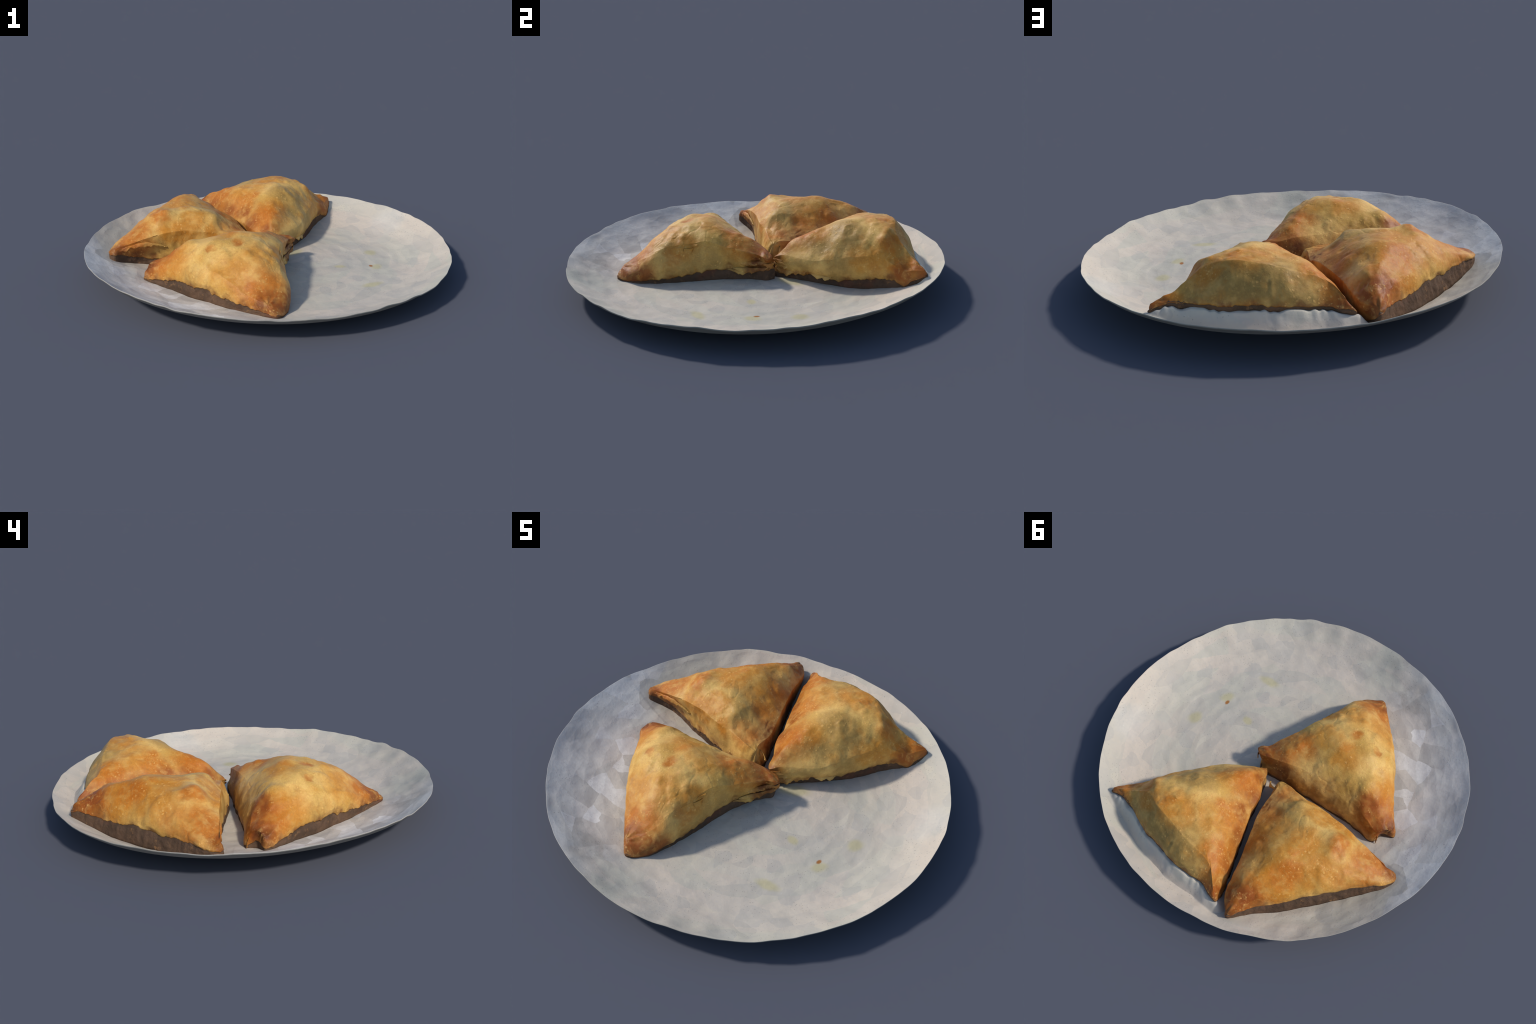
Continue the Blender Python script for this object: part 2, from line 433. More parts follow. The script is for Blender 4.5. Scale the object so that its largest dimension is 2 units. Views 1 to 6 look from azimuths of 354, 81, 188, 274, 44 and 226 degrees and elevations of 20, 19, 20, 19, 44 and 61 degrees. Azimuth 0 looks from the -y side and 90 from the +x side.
def build_pastry(seed, origin, stations, domes, bumps, corners, mat, crust, label):
    """stations: (foot x, foot y, hem z, shoulder x, y, z, overhang, softness[, lean of the crust band])
    going counter-clockwise."""
    n1, n2 = Lattice(seed), Lattice(seed + 50)
    S = np.array([tuple(q) + (0.0,) * (9 - len(q)) for q in stations], float)
    d = np.hypot(*(np.roll(S[:, :2], -1, 0) - S[:, :2]).T) * 0.5 + np.linalg.norm(np.roll(S[:, 3:6], -1, 0) - S[:, 3:6], axis=1) * 0.5
    t = np.concatenate([[0], np.cumsum(d)[:-1]]) / d.sum()
    cols = 560
    at = np.arange(cols) / cols
    K = ring_spline(np.concatenate([t[:, None], S], 1), at)
    fx, fy, hem, sx, sy, sz, over, soft, lean = K.T
    along = np.stack([fx, fy, 0 * fx], -1)
    jag = 0.008 * n1.fbm(along, 12, 3) + 0.004 * n2(along, 75) - 0.010 * np.clip(n2.fbm(along + 3, 30, 2) - 0.25, 0, 1)
    wig = 0.0025 * n2.fbm(along, 24, 2)
    # outward direction of the foot line
    tx, ty = np.roll(fx, -4) - np.roll(fx, 4), np.roll(fy, -4) - np.roll(fy, 4)
    ln = np.hypot(tx, ty) + 1e-9
    ox, oy = ty / ln, -tx / ln
    for _ in range(6):
        ox, oy = (np.roll(ox, 1) + ox + np.roll(ox, -1)) / 3, (np.roll(oy, 1) + oy + np.roll(oy, -1)) / 3
    fx, fy = fx + ox * wig, fy + oy * wig
    ground = plate_z(fx, fy)
    hem = np.maximum(hem + jag * np.clip((hem - ground) / 0.03, 0, 1), ground + 0.003)
    hx, hy = fx + ox * (0.0015 - lean), fy + oy * (0.0015 - lean)
    mx, my, mz = (hx + sx) / 2 + ox * over, (hy + sy) / 2 + oy * over, (hem + sz) / 2
    # wall rows: hem -> mid -> shoulder as one quadratic arc per column
    rows = [np.stack([hx - ox * 0.004, hy - oy * 0.004, hem + 0.003], -1)]
    NW = 22
    for u in np.linspace(0, 1, NW):
        w0, w1, w2 = (1 - u) * (1 - 2 * u), 4 * u * (1 - u), u * (2 * u - 1)
        rows.append(np.stack([w0 * hx + w1 * mx + w2 * sx, w0 * hy + w1 * my + w2 * sy, w0 * hem + w1 * mz + w2 * sz], -1))
    # top: thin-plate dome through shoulder line and landmarks
    dome = Dome([(s[3], s[4], s[5]) for s in stations] + list(domes))
    cx, cy = float(np.mean([p[0] for p in domes])), float(np.mean([p[1] for p in domes]))
    resid = sz - dome(np.stack([sx, sy], -1))
    NT = 70
    freq = np.fft.rfftfreq(cols) * cols
    SX, SY = np.fft.rfft(sx), np.fft.rfft(sy)
    for v in np.linspace(0, 1, NT + 1)[1:-1] ** 1.15:
        # each ring is a blurred copy of the shoulder line, so narrow corners retreat first
        blur = np.exp(-0.5 * (freq * 0.55 * v) ** 2)
        x, y = np.fft.irfft(SX * blur, cols), np.fft.irfft(SY * blur, cols)
        x, y = x + (cx - x) * v ** 1.4, y + (cy - y) * v ** 1.4
        z = dome(np.stack([x, y], -1)) + resid * (1 - v) ** 6
        rows.append(np.stack([x, y, z], -1))
    G = np.array(rows)
    for bx, by, br, bh in bumps:
        r2 = ((G[..., 0] - bx) ** 2 + (G[..., 1] - by) ** 2) / br**2
        lift = smooth(NW * 0.45, NW + 2, np.arange(len(G)))[:, None]
        G[..., 2] += bh * np.exp(-r2) * lift
    # baked-in bubbles and hollows of many sizes
    rng = np.random.default_rng(seed + 7)
    top_rows = np.arange(NW + 4, len(G) - 20)
    for _ in range(46):
        br = rng.uniform(0.010, 0.030)
        bx, by, _z = G[rng.choice(top_rows), rng.integers(cols)]
        bh = br * rng.uniform(0.10, 0.26) * (1 if rng.random() < 0.6 else -1)
        r2 = (G[..., 0] - bx) ** 2 + (G[..., 1] - by) ** 2
        G[..., 2] += bh * np.exp(-(r2 / br**2) ** 1.8) * smooth(NW * 0.7, NW + 2, np.arange(len(G)))[:, None]
    # round the shoulder; "soft" widens or sharpens it
    ks = np.arange(len(G), dtype=float)
    for it in range(9):
        Lp = G.copy()
        Lp[1:-1] = (G[:-2] + G[2:] + np.roll(G, 1, 1)[1:-1] + np.roll(G, -1, 1)[1:-1]) / 4
        w = np.exp(-(((ks[:, None] - NW - 1) / (1.5 + 4.5 * soft[None])) ** 2)) * np.clip(soft[None], 0, 1)
        w[:3] = 0
        G = G + (Lp - G) * (0.8 * w)[..., None]
    # relief along the normal: lumps, wrinkles
    du = np.roll(G, -1, 1) - np.roll(G, 1, 1)
    dv = np.gradient(G, axis=0)
    nrm = np.cross(du, dv)
    nrm /= np.linalg.norm(nrm, axis=-1, keepdims=True) + 1e-9
    amp = smooth(1, 7, ks)[:, None] * np.ones(cols)[None]
    amp = amp * (1 - smooth(len(G) - 8, len(G), ks)[:, None])
    rel = 0.0050 * n1.fbm(G, 9, 2) + 0.0012 * n2.fbm(G, 30, 2)
    ridge = (1 - np.abs(n1.fbm(G + 9, 9, 2))).clip(0, 1) ** 7 - (1 - np.abs(n2.fbm(G + 4, 13, 2))).clip(0, 1) ** 7
    rel = rel + 0.0018 * ridge * smooth(-0.2, 0.4, n2(G + 2, 5))
    for tx, ty in corners:  # pleats fanning from the pinched corners
        ex, ey = G[..., 0] - tx, G[..., 1] - ty
        fanout = np.arctan2(ey, ex) + 0.5 * n1.fbm(G, 12, 2)
        near = np.exp(-((np.hypot(ex, ey) - 0.035) / 0.055) ** 2)
        rel = rel + 0.0026 * near * (0.4 + n2(G, 18)) * np.sin(7 * fanout + 45 * G[..., 2])
    G = G + nrm * (rel * amp)[..., None]
    o = np.array(origin)
    root = bpy.data.objects.new("samosa", None)
    root.empty_display_size = 0.1
    root.location = o
    bpy.context.scene.collection.objects.link(root)
    root["label"], root["category"] = label, "samosa"
    V = list((G - o).reshape(-1, 3))
    F = grid_faces(len(G), cols)
    V.append(np.array([cx, cy, float(G[-1, :, 2].mean())]) - o)
    F += fan(len(V) - 1, (len(G) - 1) * cols, cols)
    make_object("pastry_shell", V, F, root, mat)
    # dark underside crust: foot up to just behind the hem
    base = []
    for u, inset in ((-0.15, 0.004), (0.0, 0.0), (0.12, 0.0), (0.25, 0.0), (0.38, 0.0), (0.5, 0.0), (0.62, 0.0), (0.75, 0.0005), (0.88, 0.0008), (1.0, 0.001), (1.15, 0.006)):
        z = ground + (hem + 0.004 - ground) * max(u, 0) - (0.003 if u <= 0 else 0)
        p = np.stack([fx - ox * (inset + lean * np.clip(u, 0, 1)), fy - oy * (inset + lean * np.clip(u, 0, 1)), z], -1)
        p[:, :2] += (0.0035 * n1.fbm(p * np.array([1, 1, 1.6]), 30, 2) * np.clip(u * 4, 0, 1) * np.clip((1.1 - u) * 3, 0, 1))[:, None] * np.stack([ox, oy], -1)
        base.append(p)
    B = np.array(base)
    V = list((B - o).reshape(-1, 3))
    F = grid_faces(len(B), cols)
    V.append(np.array([cx, cy, float(ground.mean())]) - o)
    F += fan(len(V) - 1, 0, cols, flip=True)
    make_object("base_crust", V, F, root, crust)
    return root


def flake(root, seed, spine, width, tilt, mat, thick=0.004, name="pastry_flake"):
    """A thin torn layer of dough: a ribbon along a spine with ragged lower edge and real thickness.
    tilt is the horizontal lean (x, y) of the lower edge."""
    n = Lattice(seed)
    P = np.array(spine, float)
    s = np.concatenate([[0], np.cumsum(np.linalg.norm(np.diff(P, axis=0), axis=1))])
    s /= s[-1]
    u = np.linspace(0, 1, 60)
    C = np.stack([np.interp(u, s, P[:, k]) for k in range(3)], -1)
    for _ in range(8):
        C[1:-1] = (C[:-2] + 2 * C[1:-1] + C[2:]) / 4
    taper = np.sin(np.pi * np.clip(u * 0.98 + 0.01, 0, 1)) ** 0.5
    w = width * taper * (1 + 0.45 * n.fbm(C, 40, 3))
    rows = []
    for v in (0, 0.34, 0.67, 1.0):
        q = C + np.array([tilt[0], tilt[1], -1.0]) * (w * v)[:, None]
        q = q + 0.004 * np.stack([n(C + 3 + v, 35), n(C + 7 + v, 35), 0.6 * n(C + 11 + v, 35)], -1)
        rows.append(q)
    G = np.array(rows)
    nr = np.array([tilt[1] * 0 + 1.0, 0, tilt[0]]) if abs(tilt[0]) > abs(tilt[1]) else np.array([0, 1.0, tilt[1]])
    nr = nr / np.linalg.norm(nr)
    A = (G + nr * thick / 2).reshape(-1, 3)
    Bk = (G - nr * thick / 2).reshape(-1, 3)
    r, c = 4, 60
    F = []
    for i in range(r - 1):
        for j in range(c - 1):
            a = i * c + j
            F.append((a, a + 1, a + c + 1, a + c))
            F.append(tuple(r * c + k for k in (a + c, a + c + 1, a + 1, a)))
    loop = [j for j in range(c)] + [i * c + c - 1 for i in range(1, r)] + [(r - 1) * c + j for j in range(c - 2, -1, -1)] + [i * c for i in range(r - 2, 0, -1)]
    for a, b in zip(loop, loop[1:] + loop[:1]):
        F.append((a, r * c + a, r * c + b, b))
    ob = make_object(name, list(np.concatenate([A, Bk]) - np.array(root.location)), F, root, mat)
    return ob


# ---- front pastry -------------------------------------------------------
FRONT_O = (-0.25, -0.28, 0.0)
FRONT = (
    (-0.050, -0.738, 0.034, -0.088, -0.695, 0.080, 0.004, 0.25),
    (0.008, -0.682, 0.024, -0.042, -0.648, 0.100, 0.020, 0.25),
    (0.032, -0.580, 0.032, 0.000, -0.560, 0.152, 0.022, 0.25),
    (0.039, -0.470, 0.034, 0.006, -0.470, 0.192, 0.022, 0.2),
    (0.043, -0.360, 0.044, 0.018, -0.370, 0.206, 0.016, 0.15),
    (0.044, -0.260, 0.062, 0.032, -0.275, 0.226, 0.010, 0.2),
    (0.054, -0.140, 0.068, 0.070, -0.148, 0.196, 0.000, 0.3),
    (0.084, -0.035, 0.068, 0.103, -0.058, 0.175, -0.004, 0.3),
    (0.103, 0.010, 0.072, 0.122, 0.002, 0.162, -0.004, 0.3),
    (0.124, 0.050, 0.080, 0.164, 0.046, 0.146, -0.006, 0.3),
    (0.105, 0.088, 0.074, 0.134, 0.072, 0.150, -0.006, 0.4),
    (0.055, 0.078, 0.050, 0.074, 0.056, 0.167, 0.002, 0.6),
    (0.000, 0.062, 0.035, 0.012, 0.038, 0.180, 0.006, 0.8),
    (-0.130, 0.035, 0.032, -0.130, -0.025, 0.184, 0.014, 0.9),
    (-0.270, -0.002, 0.030, -0.265, -0.054, 0.172, 0.016, 0.9),
    (-0.400, -0.030, 0.032, -0.400, -0.070, 0.150, 0.012, 0.9),
    (-0.520, -0.048, 0.030, -0.525, -0.085, 0.130, 0.010, 0.8),
    (-0.625, -0.063, 0.030, -0.618, -0.085, 0.098, 0.004, 0.5),
    (-0.630, -0.112, 0.052, -0.642, -0.120, 0.112, -0.002, 0.4),
    (-0.684, -0.150, 0.040, -0.664, -0.155, 0.095, 0.002, 0.5),
    (-0.612, -0.225, 0.052, -0.598, -0.220, 0.126, 0.008, 0.9),
    (-0.525, -0.306, 0.068, -0.510, -0.298, 0.158, 0.010, 1.0),
    (-0.448, -0.390, 0.076, -0.434, -0.381, 0.180, 0.012, 1.0),
    (-0.350, -0.482, 0.070, -0.340, -0.469, 0.180, 0.012, 1.0),
    (-0.268, -0.566, 0.062, -0.264, -0.551, 0.152, 0.010, 0.9),
    (-0.178, -0.645, 0.052, -0.180, -0.622, 0.110, 0.006, 0.7),
    (-0.110, -0.700, 0.042, -0.124, -0.672, 0.085, 0.002, 0.4),
)
FRONT_TOP = ((-0.193, -0.345, 0.285), (-0.333, -0.359, 0.259), (-0.216, -0.233, 0.293), (-0.390, -0.220, 0.250), (-0.424, -0.182, 0.243),
             (-0.373, -0.304, 0.255), (-0.048, -0.347, 0.261), (0.010, -0.025, 0.216), (0.124, 0.036, 0.168), (-0.508, -0.156, 0.180),
             (-0.113, -0.650, 0.098), (-0.386, -0.420, 0.208), (-0.204, -0.086, 0.220), (-0.457, -0.085, 0.165), (-0.05, -0.20, 0.272), (-0.16, -0.50, 0.222), (-0.035, -0.45, 0.222), (-0.075, -0.53, 0.200), (-0.46, -0.13, 0.200), (-0.35, -0.12, 0.216), (-0.23, -0.12, 0.240), (-0.09, -0.12, 0.245), (-0.009, -0.10, 0.240), (-0.46, -0.24, 0.222))
FRONT_BUMPS = ((-0.193, -0.345, 0.035, -0.008), (-0.333, -0.359, 0.03, -0.006), (-0.19, -0.22, 0.05, 0.004), (-0.235, -0.27, 0.04, -0.008),
               (-0.01, -0.37, 0.05, 0.010), (-0.02, -0.47, 0.045, 0.010), (-0.48, -0.17, 0.07, 0.008), (0.01, -0.02, 0.03, 0.006))
FRONT_LAYERS = (
    (CREAM, ((-0.28, -0.42, 0.25, 0.09, 0.9), (-0.08, -0.36, 0.26, 0.08, 0.9), (-0.13, -0.28, 0.29, 0.07, 0.7), (-0.36, -0.24, 0.25, 0.08, 0.7), (-0.14, -0.52, 0.21, 0.06, 0.7)), 0.9),
    (OLIVE, ((-0.15, -0.33, 0.28, 0.05, 0.6), (-0.05, -0.12, 0.25, 0.07, 0.7), (-0.43, -0.40, 0.12, 0.07, 0.7), (-0.30, -0.06, 0.20, 0.05, 0.6), (0.05, -0.40, 0.12, 0.14, 0.9), (0.05, -0.2, 0.1, 0.12, 0.8)), 0.8),
    (GOLD, ((-0.25, -0.20, 0.29, 0.10, 0.8), (-0.10, -0.45, 0.24, 0.10, 0.8), (-0.10, -0.22, 0.27, 0.09, 0.7), (-0.25, -0.50, 0.18, 0.12, 0.8), (-0.50, -0.25, 0.15, 0.13, 0.9), (0.02, -0.38, 0.21, 0.08, 0.8)), 0.8),
    (ORANGE, ((-0.193, -0.345, 0.285, 0.038, 0.9), (-0.333, -0.359, 0.26, 0.03, 0.7), (-0.09, -0.62, 0.12, 0.15, 1.0), (0.0, -0.08, 0.21, 0.12, 1.0), (-0.58, -0.14, 0.13, 0.15, 1.0), (-0.18, -0.60, 0.12, 0.10, 0.7), (0.03, -0.45, 0.16, 0.05, 0.5), (-0.21, -0.25, 0.29, 0.05, 0.5)), 0.85),
    (RUST, ((0.11, 0.03, 0.16, 0.11, 1.0), (-0.06, -0.69, 0.07, 0.09, 0.9), (-0.50, -0.12, 0.17, 0.09, 0.9), (-0.64, -0.12, 0.10, 0.09, 0.9), (0.0, 0.04, 0.14, 0.10, 0.8), (0.03, -0.62, 0.05, 0.09, 0.9)), 0.95),
    (BROWN, ((-0.05, 0.05, 0.08, 0.11, 0.9), (-0.20, 0.02, 0.08, 0.09, 0.8), (-0.35, -0.02, 0.08, 0.08, 0.7), (-0.645, -0.12, 0.085, 0.045, 1.0), (0.02, -0.66, 0.03, 0.06, 0.8), (0.10, -0.02, 0.10, 0.06, 0.9), (-0.085, -0.70, 0.05, 0.02, 0.8)), 0.85),
)

# ---- left pastry --------------------------------------------------------
LEFT_O = (-0.5, 0.35, 0.0)
LEFT = (
    (-0.868, 0.048, 0.110, -0.858, 0.046, 0.130, 0.003, 0.3),
    (-0.848, 0.022, 0.112, -0.838, 0.034, 0.142, 0.002, 0.3),
    (-0.795, 0.050, 0.100, -0.792, 0.044, 0.152, 0.006, 0.2),
    (-0.735, 0.076, 0.078, -0.730, 0.046, 0.170, 0.006, 0.15),
    (-0.660, 0.088, 0.060, -0.645, 0.054, 0.192, 0.004, 0.1),
    (-0.570, 0.082, 0.050, -0.545, 0.062, 0.212, -0.002, 0.1),
    (-0.460, 0.074, 0.048, -0.440, 0.072, 0.216, 0.000, 0.1),
    (-0.340, 0.074, 0.046, -0.335, 0.076, 0.200, 0.004, 0.12),
    (-0.225, 0.066, 0.045, -0.232, 0.098, 0.184, 0.008, 0.15),
    (-0.110, 0.068, 0.046, -0.115, 0.098, 0.172, 0.008, 0.3),
    (-0.045, 0.092, 0.055, -0.076, 0.114, 0.158, 0.004, 0.5),
    (-0.060, 0.150, 0.055, -0.092, 0.146, 0.162, 0.002, 0.6),
    (-0.112, 0.250, 0.036, -0.112, 0.250, 0.158, 0.006, 0.8),
    (-0.164, 0.345, 0.030, -0.156, 0.348, 0.185, 0.004, 0.9),
    (-0.220, 0.448, 0.034, -0.208, 0.452, 0.194, 0.004, 1.0),
    (-0.284, 0.562, 0.040, -0.268, 0.562, 0.192, 0.004, 1.0),
    (-0.344, 0.675, 0.062, -0.322, 0.672, 0.178, 0.004, 0.9),
    (-0.392, 0.770, 0.095, -0.378, 0.764, 0.168, 0.004, 0.7),
    (-0.438, 0.815, 0.138, -0.436, 0.798, 0.166, 0.002, 0.5),
    (-0.472, 0.758, 0.145, -0.458, 0.738, 0.186, 0.004, 0.7, 0.004),
    (-0.520, 0.674, 0.138, -0.492, 0.660, 0.200, 0.004, 0.9, 0.018),
    (-0.591, 0.576, 0.140, -0.553, 0.555, 0.205, 0.006, 1.0, 0.023),
    (-0.646, 0.478, 0.138, -0.602, 0.454, 0.210, 0.010, 1.0, 0.024),
    (-0.704, 0.384, 0.135, -0.659, 0.362, 0.210, 0.010, 1.0, 0.024),
    (-0.764, 0.274, 0.129, -0.721, 0.258, 0.198, 0.010, 1.0, 0.022),
    (-0.828, 0.165, 0.122, -0.800, 0.158, 0.164, 0.006, 0.8, 0.012),
    (-0.860, 0.105, 0.110, -0.845, 0.100, 0.138, 0.003, 0.5, 0.004),
)
LEFT_TOP = ((-0.481, 0.371, 0.309), (-0.545, 0.165, 0.292), (-0.648, 0.240, 0.257), (-0.532, 0.105, 0.232), (-0.240, 0.128, 0.195),
            (-0.267, 0.150, 0.258), (-0.467, 0.250, 0.301), (-0.534, 0.373, 0.293), (-0.473, 0.674, 0.215), (-0.351, 0.306, 0.288), (-0.300, 0.270, 0.272), (-0.230, 0.215, 0.238),
            (-0.400, 0.440, 0.308), (-0.300, 0.440, 0.255), (-0.540, 0.205, 0.300), (-0.53, 0.275, 0.297), (-0.490, 0.455, 0.300), (-0.475, 0.550, 0.272), (-0.460, 0.625, 0.250), (-0.450, 0.695, 0.222), (-0.440, 0.765, 0.187), (-0.370, 0.640, 0.245), (-0.390, 0.715, 0.212), (-0.38, 0.54, 0.272), (-0.74, 0.12, 0.19), (-0.39, 0.17, 0.282), (-0.62, 0.34, 0.258))
LEFT_BUMPS = ((-0.58, 0.17, 0.065, 0.014), (-0.495, 0.375, 0.03, -0.007), (-0.52, 0.25, 0.05, -0.008), (-0.44, 0.79, 0.04, 0.006))
LEFT_LAYERS = (
    (CREAM, ((-0.48, 0.22, 0.30, 0.07, 1.0), (-0.62, 0.26, 0.26, 0.06, 0.9), (-0.40, 0.26, 0.29, 0.08, 0.9), (-0.56, 0.33, 0.29, 0.05, 0.6), (-0.30, 0.20, 0.24, 0.07, 0.7), (-0.68, 0.42, 0.17, 0.07, 0.6)), 0.85),
    (OLIVE, ((-0.29, 0.20, 0.25, 0.08, 0.8), (-0.36, 0.30, 0.25, 0.10, 0.7), (-0.56, 0.42, 0.26, 0.05, 0.5), (-0.45, 0.09, 0.14, 0.10, 0.8), (-0.6, 0.1, 0.13, 0.08, 0.7), (-0.3, 0.09, 0.12, 0.08, 0.7)), 0.75),
    (GOLD, ((-0.40, 0.14, 0.26, 0.08, 0.8), (-0.30, 0.36, 0.22, 0.12, 0.8), (-0.60, 0.36, 0.26, 0.14, 0.9), (-0.46, 0.32, 0.30, 0.11, 0.9), (-0.50, 0.55, 0.24, 0.16, 1.0), (-0.40, 0.48, 0.29, 0.12, 0.8), (-0.45, 0.075, 0.22, 0.10, 0.9), (-0.3, 0.09, 0.2, 0.06, 0.9), (-0.55, 0.07, 0.21, 0.06, 0.9)), 0.85),
    (ORANGE, ((-0.585, 0.175, 0.29, 0.085, 1.0), (-0.74, 0.12, 0.18, 0.14, 1.0), (-0.16, 0.13, 0.20, 0.09, 0.9), (-0.52, 0.48, 0.27, 0.09, 0.9), (-0.22, 0.28, 0.20, 0.08, 0.8), (-0.30, 0.46, 0.22, 0.09, 0.8), (-0.44, 0.68, 0.19, 0.13, 0.9), (-0.72, 0.26, 0.20, 0.09, 0.7), (-0.47, 0.38, 0.31, 0.03, 0.6)), 0.85),
    (RUST, ((-0.44, 0.74, 0.18, 0.13, 1.0), (-0.83, 0.05, 0.14, 0.07, 1.0), (-0.22, 0.42, 0.12, 0.10, 0.8), (-0.14, 0.24, 0.12, 0.10, 0.9), (-0.28, 0.56, 0.13, 0.10, 0.9), (-0.60, 0.60, 0.18, 0.06, 0.6), (-0.7, 0.08, 0.11, 0.06, 0.7)), 0.95),
    (BROWN, ((-0.44, 0.81, 0.14, 0.07, 0.8), (-0.86, 0.04, 0.12, 0.035, 1.0), (-0.12, 0.26, 0.07, 0.07, 0.7), (-0.24, 0.50, 0.07, 0.08, 0.7), (-0.33, 0.68, 0.09, 0.07, 0.7), (-0.72, 0.10, 0.09, 0.05, 0.8)), 0.8),
)

# ---- rear pastry --------------------------------------------------------
REAR_O = (0.08, 0.5, 0.0)
REAR = (
    (0.052, 0.100, 0.045, 0.036, 0.094, 0.122, -0.004, 0.4),
    (0.092, 0.150, 0.045, 0.082, 0.138, 0.140, 0.006, 0.3),
    (0.132, 0.206, 0.048, 0.150, 0.194, 0.146, 0.018, 0.3),
    (0.176, 0.264, 0.058, 0.208, 0.252, 0.146, 0.018, 0.3),
    (0.238, 0.356, 0.042, 0.254, 0.339, 0.156, 0.018, 0.4),
    (0.294, 0.450, 0.058, 0.298, 0.430, 0.178, 0.018, 0.5),
    (0.350, 0.562, 0.074, 0.348, 0.537, 0.196, 0.014, 0.6),
    (0.410, 0.648, 0.088, 0.396, 0.636, 0.172, 0.004, 0.8),
    (0.468, 0.694, 0.074, 0.446, 0.690, 0.146, 0.004, 0.5),
    (0.486, 0.735, 0.108, 0.474, 0.738, 0.156, 0.002, 0.4),
    (0.500, 0.792, 0.134, 0.494, 0.782, 0.158, 0.001, 0.5),
    (0.420, 0.782, 0.160, 0.402, 0.744, 0.200, 0.004, 0.4),
    (0.310, 0.792, 0.166, 0.292, 0.700, 0.280, 0.008, 0.55),
    (0.175, 0.824, 0.172, 0.165, 0.722, 0.328, 0.016, 0.65),
    (0.060, 0.822, 0.176, 0.060, 0.726, 0.322, 0.018, 0.7),
    (-0.050, 0.828, 0.174, -0.050, 0.728, 0.300, 0.018, 0.7),
    (-0.140, 0.814, 0.170, -0.140, 0.718, 0.268, 0.014, 0.6),
    (-0.225, 0.792, 0.168, -0.222, 0.722, 0.246, 0.006, 0.4),
    (-0.300, 0.802, 0.158, -0.284, 0.758, 0.212, 0.004, 0.4),
    (-0.350, 0.802, 0.146, -0.332, 0.798, 0.164, 0.001, 0.5),
    (-0.316, 0.730, 0.085, -0.314, 0.736, 0.146, 0.002, 0.6),
    (-0.278, 0.668, 0.060, -0.290, 0.666, 0.156, 0.002, 0.8),
    (-0.235, 0.598, 0.046, -0.252, 0.598, 0.156, 0.002, 0.9),
    (-0.185, 0.512, 0.042, -0.203, 0.516, 0.158, 0.002, 1.0),
    (-0.138, 0.428, 0.042, -0.159, 0.431, 0.158, 0.002, 1.0),
    (-0.085, 0.338, 0.044, -0.105, 0.343, 0.156, 0.002, 1.0),
    (-0.045, 0.250, 0.050, -0.070, 0.256, 0.152, 0.002, 1.0),
    (0.000, 0.165, 0.052, -0.010, 0.172, 0.134, 0.002, 0.8),
    (0.030, 0.115, 0.050, 0.016, 0.108, 0.122, -0.002, 0.5),
)
REAR_TOP = ((-0.003, 0.470, 0.292), (-0.086, 0.434, 0.232), (0.156, 0.512, 0.324), (-0.016, 0.651, 0.314), (0.115, 0.444, 0.313),
            (0.344, 0.637, 0.226), (0.293, 0.587, 0.276), (0.259, 0.424, 0.212), (0.335, 0.630, 0.272), (0.442, 0.681, 0.165),
            (0.040, 0.180, 0.196), (-0.221, 0.675, 0.245), (-0.150, 0.560, 0.262), (-0.256, 0.705, 0.228), (-0.16, 0.66, 0.278), (-0.06, 0.345, 0.205), (0.21, 0.44, 0.276), (0.10, 0.24, 0.222), (0.15, 0.27, 0.206), (0.160, 0.660, 0.332), (0.08, 0.30, 0.255), (0.19, 0.35, 0.205), (0.06, 0.66, 0.324))
REAR_BUMPS = ((0.32, 0.65, 0.05, 0.008), (-0.03, 0.60, 0.05, -0.008), (0.0, 0.47, 0.035, 0.006), (0.04, 0.52, 0.05, -0.006), (0.05, 0.20, 0.06, 0.008), (-0.09, 0.435, 0.04, -0.006))
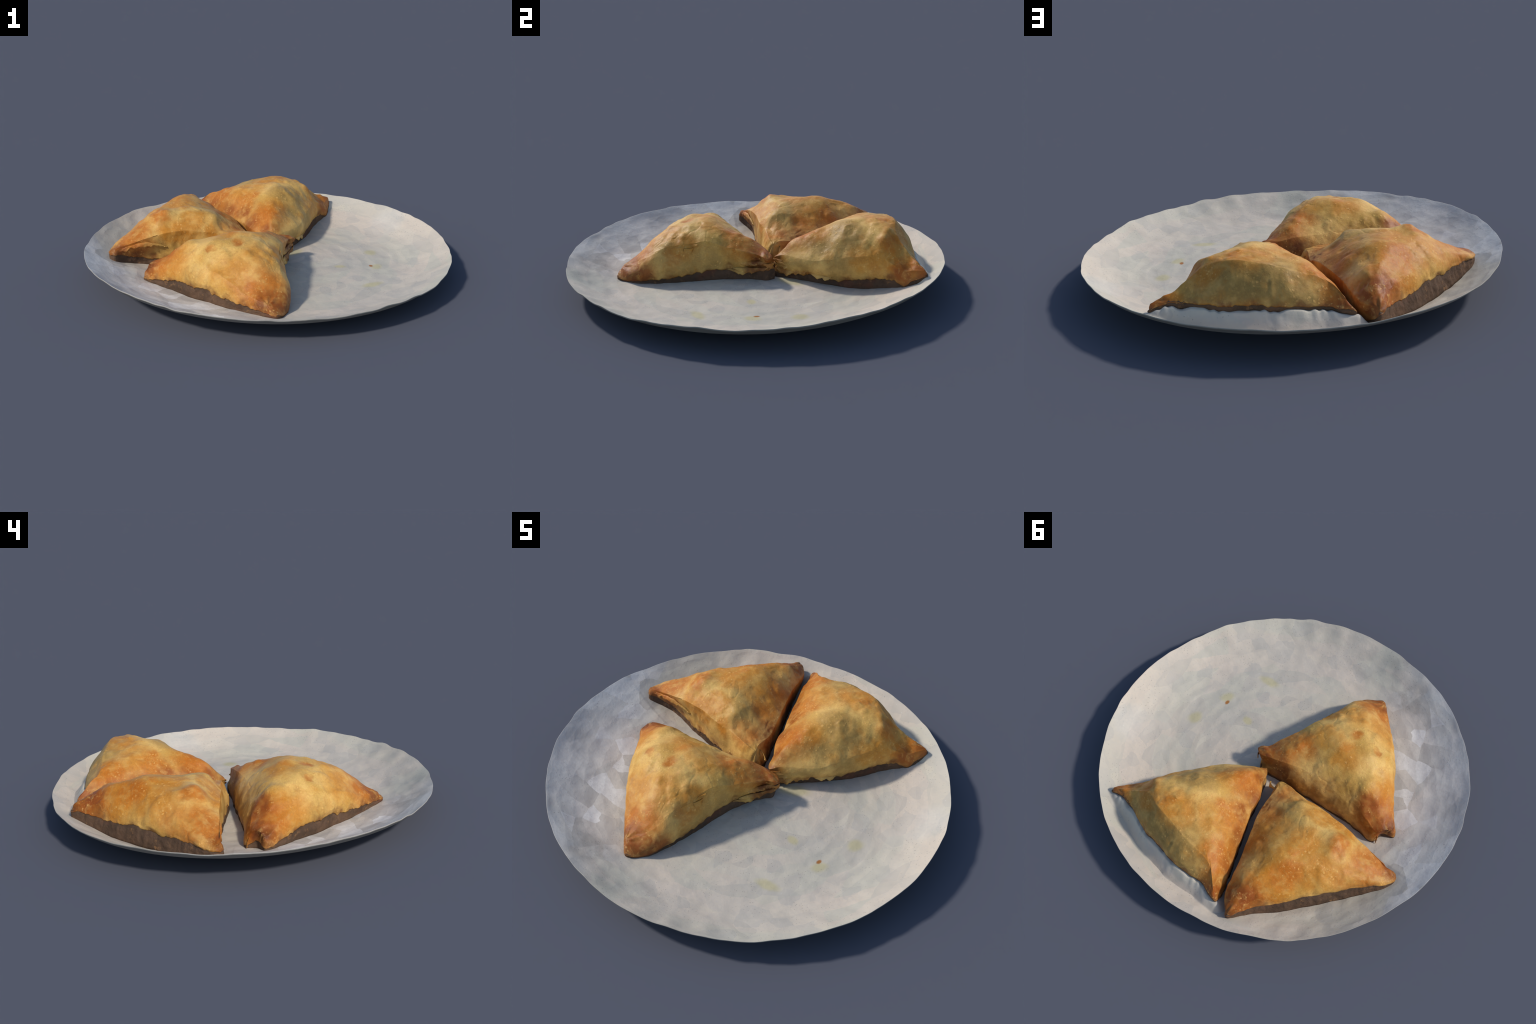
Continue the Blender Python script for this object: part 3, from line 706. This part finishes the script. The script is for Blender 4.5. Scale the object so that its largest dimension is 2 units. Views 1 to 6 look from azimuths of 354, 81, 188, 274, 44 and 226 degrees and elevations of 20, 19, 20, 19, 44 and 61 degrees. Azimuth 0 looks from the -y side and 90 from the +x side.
REAR_LAYERS = (
    (CREAM, ((0.05, 0.52, 0.31, 0.09, 1.0), (0.02, 0.60, 0.31, 0.08, 0.9), (0.15, 0.56, 0.33, 0.07, 0.8), (-0.12, 0.66, 0.29, 0.08, 0.8), (0.27, 0.60, 0.29, 0.06, 0.7)), 0.95),
    (OLIVE, ((0.20, 0.45, 0.25, 0.11, 0.9), (0.16, 0.33, 0.20, 0.09, 0.9), (0.0, 0.80, 0.22, 0.20, 1.0), (0.20, 0.80, 0.22, 0.18, 1.0), (-0.12, 0.78, 0.18, 0.10, 0.9), (0.11, 0.45, 0.31, 0.06, 0.6), (0.30, 0.78, 0.19, 0.12, 0.8), (0.26, 0.42, 0.13, 0.10, 0.8), (0.17, 0.27, 0.12, 0.08, 0.7)), 0.95),
    (GOLD, ((-0.05, 0.55, 0.28, 0.12, 0.8), (0.10, 0.66, 0.33, 0.12, 0.8), (0.08, 0.33, 0.25, 0.09, 0.8), (0.36, 0.60, 0.18, 0.10, 0.8), (-0.18, 0.68, 0.25, 0.09, 0.8), (0.30, 0.50, 0.17, 0.08, 0.7), (0.24, 0.70, 0.28, 0.09, 0.8), (0.42, 0.79, 0.17, 0.08, 0.8)), 0.85),
    (ORANGE, ((0.02, 0.25, 0.21, 0.13, 1.0), (-0.003, 0.47, 0.29, 0.035, 0.9), (-0.10, 0.44, 0.22, 0.12, 0.9), (0.33, 0.66, 0.25, 0.075, 0.9), (-0.20, 0.62, 0.22, 0.12, 0.9), (-0.28, 0.74, 0.19, 0.10, 1.0), (0.44, 0.70, 0.15, 0.09, 0.9), (0.16, 0.66, 0.335, 0.05, 0.6), (0.48, 0.76, 0.15, 0.05, 0.7)), 0.85),
    (RUST, ((-0.09, 0.40, 0.20, 0.055, 0.9), (0.04, 0.14, 0.16, 0.08, 0.9), (-0.16, 0.50, 0.16, 0.08, 0.8), (-0.24, 0.62, 0.15, 0.08, 0.7), (0.45, 0.69, 0.12, 0.06, 0.8), (-0.06, 0.30, 0.14, 0.08, 0.8), (-0.31, 0.78, 0.16, 0.08, 0.9), (0.48, 0.77, 0.15, 0.06, 0.8)), 0.92),
    (BROWN, ((-0.10, 0.40, 0.08, 0.07, 0.6), (-0.20, 0.57, 0.08, 0.07, 0.6), (0.07, 0.13, 0.09, 0.05, 0.7), (0.0, 0.18, 0.08, 0.06, 0.6)), 0.8),
)


def main():
    build_plate()
    crust = crust_material()
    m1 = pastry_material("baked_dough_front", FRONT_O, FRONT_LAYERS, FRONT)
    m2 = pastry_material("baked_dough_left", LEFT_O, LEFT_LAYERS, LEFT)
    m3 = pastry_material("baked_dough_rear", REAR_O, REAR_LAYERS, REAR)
    front = build_pastry(11, FRONT_O, FRONT, FRONT_TOP, FRONT_BUMPS, ((-0.09, -0.70), (0.16, 0.05), (-0.655, -0.12)), m1, crust, "triangular golden baked pastry with pinched corners, paler top")
    left = build_pastry(12, LEFT_O, LEFT, LEFT_TOP, LEFT_BUMPS, ((-0.86, 0.045), (-0.07, 0.115), (-0.44, 0.81)), m2, crust, "triangular golden baked pastry with open folded side")
    rear = build_pastry(13, REAR_O, REAR, REAR_TOP, REAR_BUMPS, ((0.03, 0.10), (0.50, 0.78), (-0.34, 0.80)), m3, crust, "triangular golden baked pastry, tall, greyish rear wall")
    # torn layers of dough
    flake(left, 21, ((-0.82, 0.040, 0.130), (-0.76, 0.043, 0.152), (-0.68, 0.049, 0.168), (-0.60, 0.064, 0.152), (-0.55, 0.076, 0.126)), 0.026, (0, -0.2), m2)
    flake(front, 29, ((-0.628, -0.078, 0.070), (-0.636, -0.068, 0.055), (-0.640, -0.064, 0.026)), 0.012, (0.3, 0.1), m1)
    flake(front, 30, ((0.002, -0.50, 0.180), (0.008, -0.45, 0.190), (0.018, -0.37, 0.200), (0.028, -0.31, 0.210)), 0.012, (0.6, 0), m1)
    flake(left, 31, ((-0.10, 0.072, 0.090), (-0.16, 0.070, 0.082), (-0.23, 0.070, 0.078)), 0.022, (0, -0.3), m2)
    flake(front, 33, ((0.060, -0.100, 0.118), (0.088, -0.045, 0.122), (0.116, 0.005, 0.126), (0.140, 0.040, 0.130)), 0.020, (0.5, -0.25), m1, 0.007)
    flake(rear, 34, ((0.046, 0.094, 0.116), (0.080, 0.132, 0.114), (0.120, 0.182, 0.112)), 0.018, (0.5, -0.35), m3, 0.007)
    flake(front, 32, ((0.126, 0.015, 0.124), (0.150, 0.040, 0.122), (0.152, 0.062, 0.122), (0.130, 0.084, 0.118)), 0.026, (0.1, -0.1), m1)
    flake(front, 22, ((0.060, -0.130, 0.082), (0.088, -0.060, 0.086), (0.118, 0.000, 0.092), (0.150, 0.045, 0.100)), 0.022, (0.35, -0.2), m1)
    flake(front, 23, ((0.052, -0.160, 0.072), (0.078, -0.090, 0.072), (0.104, -0.030, 0.078), (0.130, 0.020, 0.086)), 0.018, (0.45, -0.2), m1)
    flake(front, 24, ((0.024, -0.385, 0.192), (0.028, -0.360, 0.190), (0.030, -0.335, 0.192)), 0.034, (0.28, 0.0), m1)
    flake(rear, 25, ((0.060, 0.105, 0.075), (0.105, 0.160, 0.072), (0.150, 0.215, 0.078), (0.200, 0.262, 0.098)), 0.030, (0.35, -0.25), m3)
    flake(rear, 26, ((0.055, 0.095, 0.100), (0.090, 0.135, 0.098), (0.130, 0.190, 0.096)), 0.020, (0.4, -0.3), m3)
    flake(rear, 27, ((0.190, 0.262, 0.085), (0.225, 0.310, 0.070), (0.260, 0.365, 0.068)), 0.022, (0.35, -0.2), m3)
    flake(left, 28, ((-0.085, 0.150, 0.140), (-0.050, 0.148, 0.130), (-0.028, 0.130, 0.118)), 0.026, (0.3, 0.1), m2)


main()
